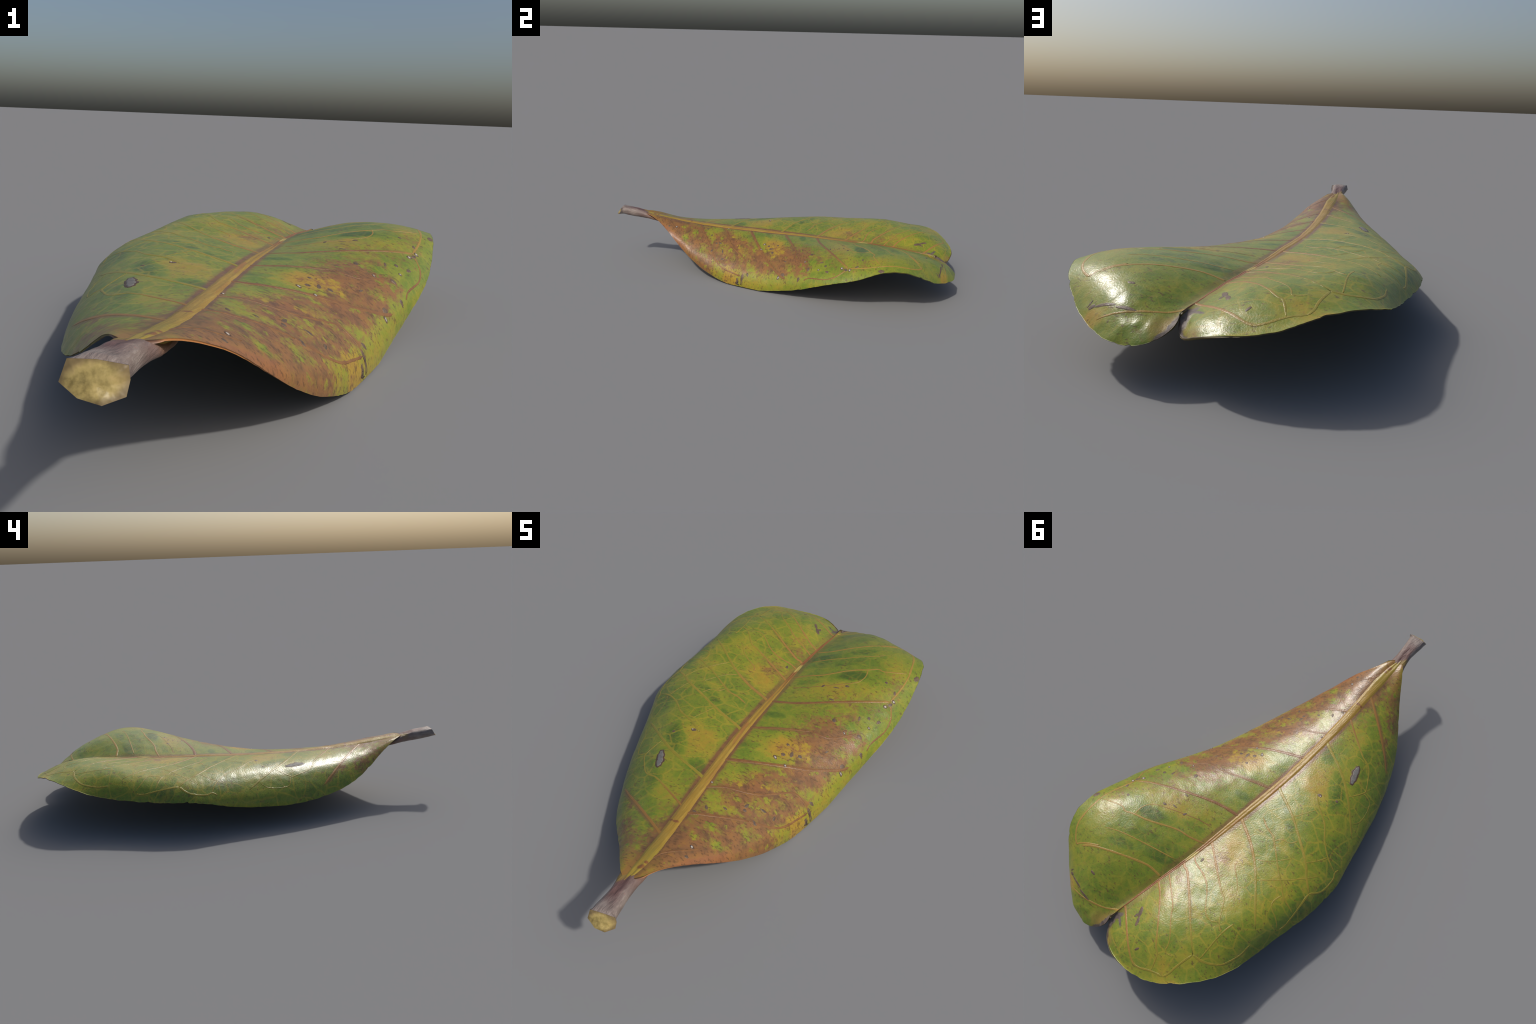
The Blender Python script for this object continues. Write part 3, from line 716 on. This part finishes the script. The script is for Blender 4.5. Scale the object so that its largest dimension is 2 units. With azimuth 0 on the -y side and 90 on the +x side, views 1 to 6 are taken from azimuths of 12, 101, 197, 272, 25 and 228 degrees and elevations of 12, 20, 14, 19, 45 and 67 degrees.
def build_vein(points, thick, mat, drape):
    """A flat-topped thread lying half sunk in the blade, thinner outwards."""
    start = points[0]
    rib_x = np.interp(start[1], [q[0] for q in MIDRIB_LINE], [q[1] for q in MIDRIB_LINE])
    if 0.008 < abs(start[0] - rib_x) < 0.07 and thick >= 0.6:
        lean = abs(start[0] - rib_x) * 0.6
        points = [(rib_x, start[1] - lean)] + points      # let it run on into the midrib
    path = smooth_path(points, 10)
    pn = [drape(*q) for q in path]
    p = np.array([a for a, _ in pn])
    n = np.array([b for _, b in pn])
    for _ in range(14):
        p[1:-1] = (p[:-2] + 2 * p[1:-1] + p[2:]) / 4
        n[1:-1] = (n[:-2] + 2 * n[1:-1] + n[2:]) / 4
    along = np.gradient(p, axis=0)
    side = np.cross(along, n)
    side /= np.linalg.norm(side, axis=1, keepdims=True) + 1e-9
    s = np.linspace(0, 1, len(p))
    ends = np.minimum(1, np.minimum(s, 1 - s) * 14 + 0.25)
    w = 0.0054 * thick ** 1.1 * (1.1 - 0.35 * s) * ends
    w *= np.array([1 + 0.25 * wobble(q, 40.0, 1.0) for q in p])
    ring = [(math.cos(a), math.sin(a)) for a in np.linspace(0, math.pi, 7)] + [(-0.8, -1.0), (0.8, -1.0)]
    verts = []
    for k in range(len(p)):
        for cx, cy in ring:
            at = p[k] + side[k] * w[k] * cx
            q, nq = drape(at[0], at[1]) if cy >= 0 else (at, n[k])
            if np.linalg.norm(q - at) > 0.012:
                q, nq = at, n[k]
            verts.append(q + nq * ((0.00035 * cy * min(1.0, thick) + 0.0002) if cy > 0.05 else -0.0004 if cy >= 0 else -0.0035))
    m = len(ring)
    faces = strip_faces(len(p), m, 0, wrap=True)
    faces += [tuple(range(m))[::-1], tuple(range((len(p) - 1) * m, len(p) * m))]
    return make_object('vein', verts, faces, [mat], leaf)


def build_stain(name, mat, x, y, a, b, turn, drape, lift, parent, ragged=0.22, seed=0.0):
    """A very low irregular scab lying on the blade: an ellipse seen from above, draped over it."""
    c, sn = math.cos(math.radians(turn)), math.sin(math.radians(turn))
    turns, rings = 22, (0.35, 0.7, 0.9, 1.0)
    p, n = drape(x, y)
    verts = [p + n * (lift + 0.0004)]
    for r in rings:
        for k in range(turns):
            t = 2 * math.pi * k / turns
            q = 1 + ragged * (noise.noise(Vector((math.cos(t) * 1.3 + x * 90, math.sin(t) * 1.3 + y * 90, seed))) + 0.6 * noise.noise(Vector((math.cos(t) * 3.1 + x * 70, math.sin(t) * 3.1 + y * 70, seed + 4))))
            ex, ey = a * r * q * math.cos(t), b * r * q * math.sin(t)
            p, n = drape(x + c * ex - sn * ey, y + sn * ex + c * ey)
            verts.append(p + n * (lift + 0.0004 * (1 - r ** 3) - (0.0006 if r == 1.0 else 0.0)))
    faces = [(0, 1 + k, 1 + (k + 1) % turns) for k in range(turns)]
    faces += strip_faces(len(rings), turns, 1, flip=True, wrap=True)
    return make_object(name, verts, faces, [mat], parent)


# stalk sections: y, middle x, middle z, half width, half height
STALK = [(-0.955, 0.0265, 0.3015, 0.0390, 0.0255), (-0.92, 0.0238, 0.2955, 0.0345, 0.0270), (-0.88, 0.0212, 0.2900, 0.0300, 0.0275), (-0.83, 0.0130, 0.2808, 0.0335, 0.0236),
         (-0.80, 0.0085, 0.2735, 0.0405, 0.0200), (-0.775, 0.0040, 0.2640, 0.041, 0.0160), (-0.74, 0.0040, 0.2540, 0.034, 0.0130), (-0.68, 0.0080, 0.2460, 0.026, 0.0110), (-0.60, 0.0060, 0.2400, 0.016, 0.0080)]
# the cut end, a lopsided polygon walked round from the right
CUT_END = [(0.0735, -0.963, 0.301), (0.070, -0.960, 0.3185), (0.030, -0.966, 0.3235), (-0.008, -0.970, 0.3215), (-0.0115, -0.985, 0.296), (0.020, -0.998, 0.2845), (0.050, -0.994, 0.277), (0.073, -0.974, 0.283)]


def build_stalk(mat, mat_cut):
    turns = 48
    ang = np.linspace(0, 2 * math.pi, turns, endpoint=False)
    ends = np.array(CUT_END)
    mid = ends.mean(0)
    # the polygon sampled at equal turns, so that the rings above it line up
    per = turns // len(ends)
    rim = np.concatenate([[ends[k] + (ends[(k + 1) % len(ends)] - ends[k]) * t / per for t in range(per)] for k in range(len(ends))])
    y = np.array([s[0] for s in STALK])
    ys = np.linspace(y[0], y[-1], 60)
    prof = [np.interp(ys, y, [s[k] for s in STALK]) for k in range(1, 5)]
    for q in range(4):
        for _ in range(4):
            prof[q][1:-1] = (prof[q][:-2] + 2 * prof[q][1:-1] + prof[q][2:]) / 4
    rings = []
    for yy, cx, cz, a, b in zip(ys, *prof):
        groove = np.interp(yy, [-0.95, -0.90, -0.83, -0.79, -0.7], [0.03, 0.18, 0.22, 0.08, 0.1])
        sn = np.sin(ang)
        zz = cz + b * np.where(sn > 0, np.sign(sn) * np.abs(sn) ** 0.75, sn)
        zz -= np.where(sn > 0, b * groove * np.exp(-((np.cos(ang) + 0.10) / 0.42) ** 2), 0)
        xx = cx + a * np.cos(ang)
        rings.append(np.stack([xx, np.full(turns, yy), zz], 1))
    # blend the first rings into the cut polygon
    first = rings[0]
    lead = [rim + (first - rim) * t for t in (0.0, 0.25, 0.5, 0.75)]
    rings = lead + rings
    for r in rings[1:]:
        for q in r:
            q += np.array([wobble(q, 45.0, 1.0), 0, wobble(q, 45.0, 4.0)]) * 0.0012
    verts = np.concatenate(rings)
    faces = [f[::-1] for f in strip_faces(len(rings), turns, 0, wrap=True)]
    faces.append(tuple(range((len(rings) - 1) * turns, len(rings) * turns)))
    stalk = make_object('stalk', verts, faces, [mat], leaf)
    # pale cut face: a shallow dome over the polygon
    axis = np.array([0.18, -0.80, 0.57]) * np.array([-1, 1, -1]) * -1
    axis = np.array([0.10, -0.90, -0.42])
    axis /= np.linalg.norm(axis)
    cv, layers = [], 8
    for k in range(layers):
        t = k / layers
        for q in rim:
            p = q + (mid - q) * t
            bulge = 0.0085 * (1 - (1 - t) ** 2.2) + 0.0022 * wobble(p, 45.0, 2.0) * min(1, 4 * t)
            cv.append(p + axis * (bulge + 0.0002))
    cv.append(mid + axis * 0.0085)
    cf = [f for f in strip_faces(layers, turns, 0, wrap=True)]
    cf += [((layers - 1) * turns + j, (layers - 1) * turns + (j + 1) % turns, layers * turns) for j in range(turns)]
    make_object('cut_face', cv, cf, [mat_cut], stalk)
    return stalk


build_blade(blade_material(), underside_material(), margin_material())
build_midrib(midrib_material())
drape = Drape()
vein_mats = {'left': vein_material('vein_yellow', 'left'), 'right': vein_material('vein_brown', 'right')}
for side, thick, points in VEINS:
    build_vein(points, thick, vein_mats[side], drape)
dark_mat = stain_material('dark_blemish', srgb(84, 70, 58), srgb(112, 90, 68), 0.45)
pale_mat = stain_material('pale_fleck', srgb(160, 152, 140), srgb(190, 182, 170), 0.5)
ring_mat = stain_material('fleck_border', srgb(76, 58, 46), srgb(96, 74, 54), 0.45)
grey_mat = stain_material('dead_patch', srgb(100, 97, 92), srgb(124, 120, 114), 0.6)
for x, y, a, b, turn in DARK_SPOTS:
    build_stain('dark_spot', dark_mat, x, y, a * 0.84, b * 0.84, turn, drape, 0.0002, leaf, 0.30)
for x, y, a, b, turn in TIP_SLITS:
    build_stain('dark_slit', dark_mat, x, y, a, b, turn, drape, 0.0002, leaf, 0.15)
for x, y, a, b, turn in PALE_SPOTS:
    ring = build_stain('fleck', ring_mat, x, y, a * 1.15, b * 1.15, turn, drape, 0.0005, leaf, 0.3)
    build_stain('fleck_centre', pale_mat, x, y, a * 0.62, b * 0.66, turn, drape, 0.0011, ring, 0.3, 3.0)
for x, y, a, b, turn in GREY_HOLE:
    ring = build_stain('dead_patch', ring_mat, x, y, a * 1.25, b * 1.55, turn, drape, 0.0005, leaf, 0.35)
    build_stain('dead_tissue', grey_mat, x, y, a, b, turn, drape, 0.0013, ring, 0.35)
build_stalk(stalk_material(), cut_material())
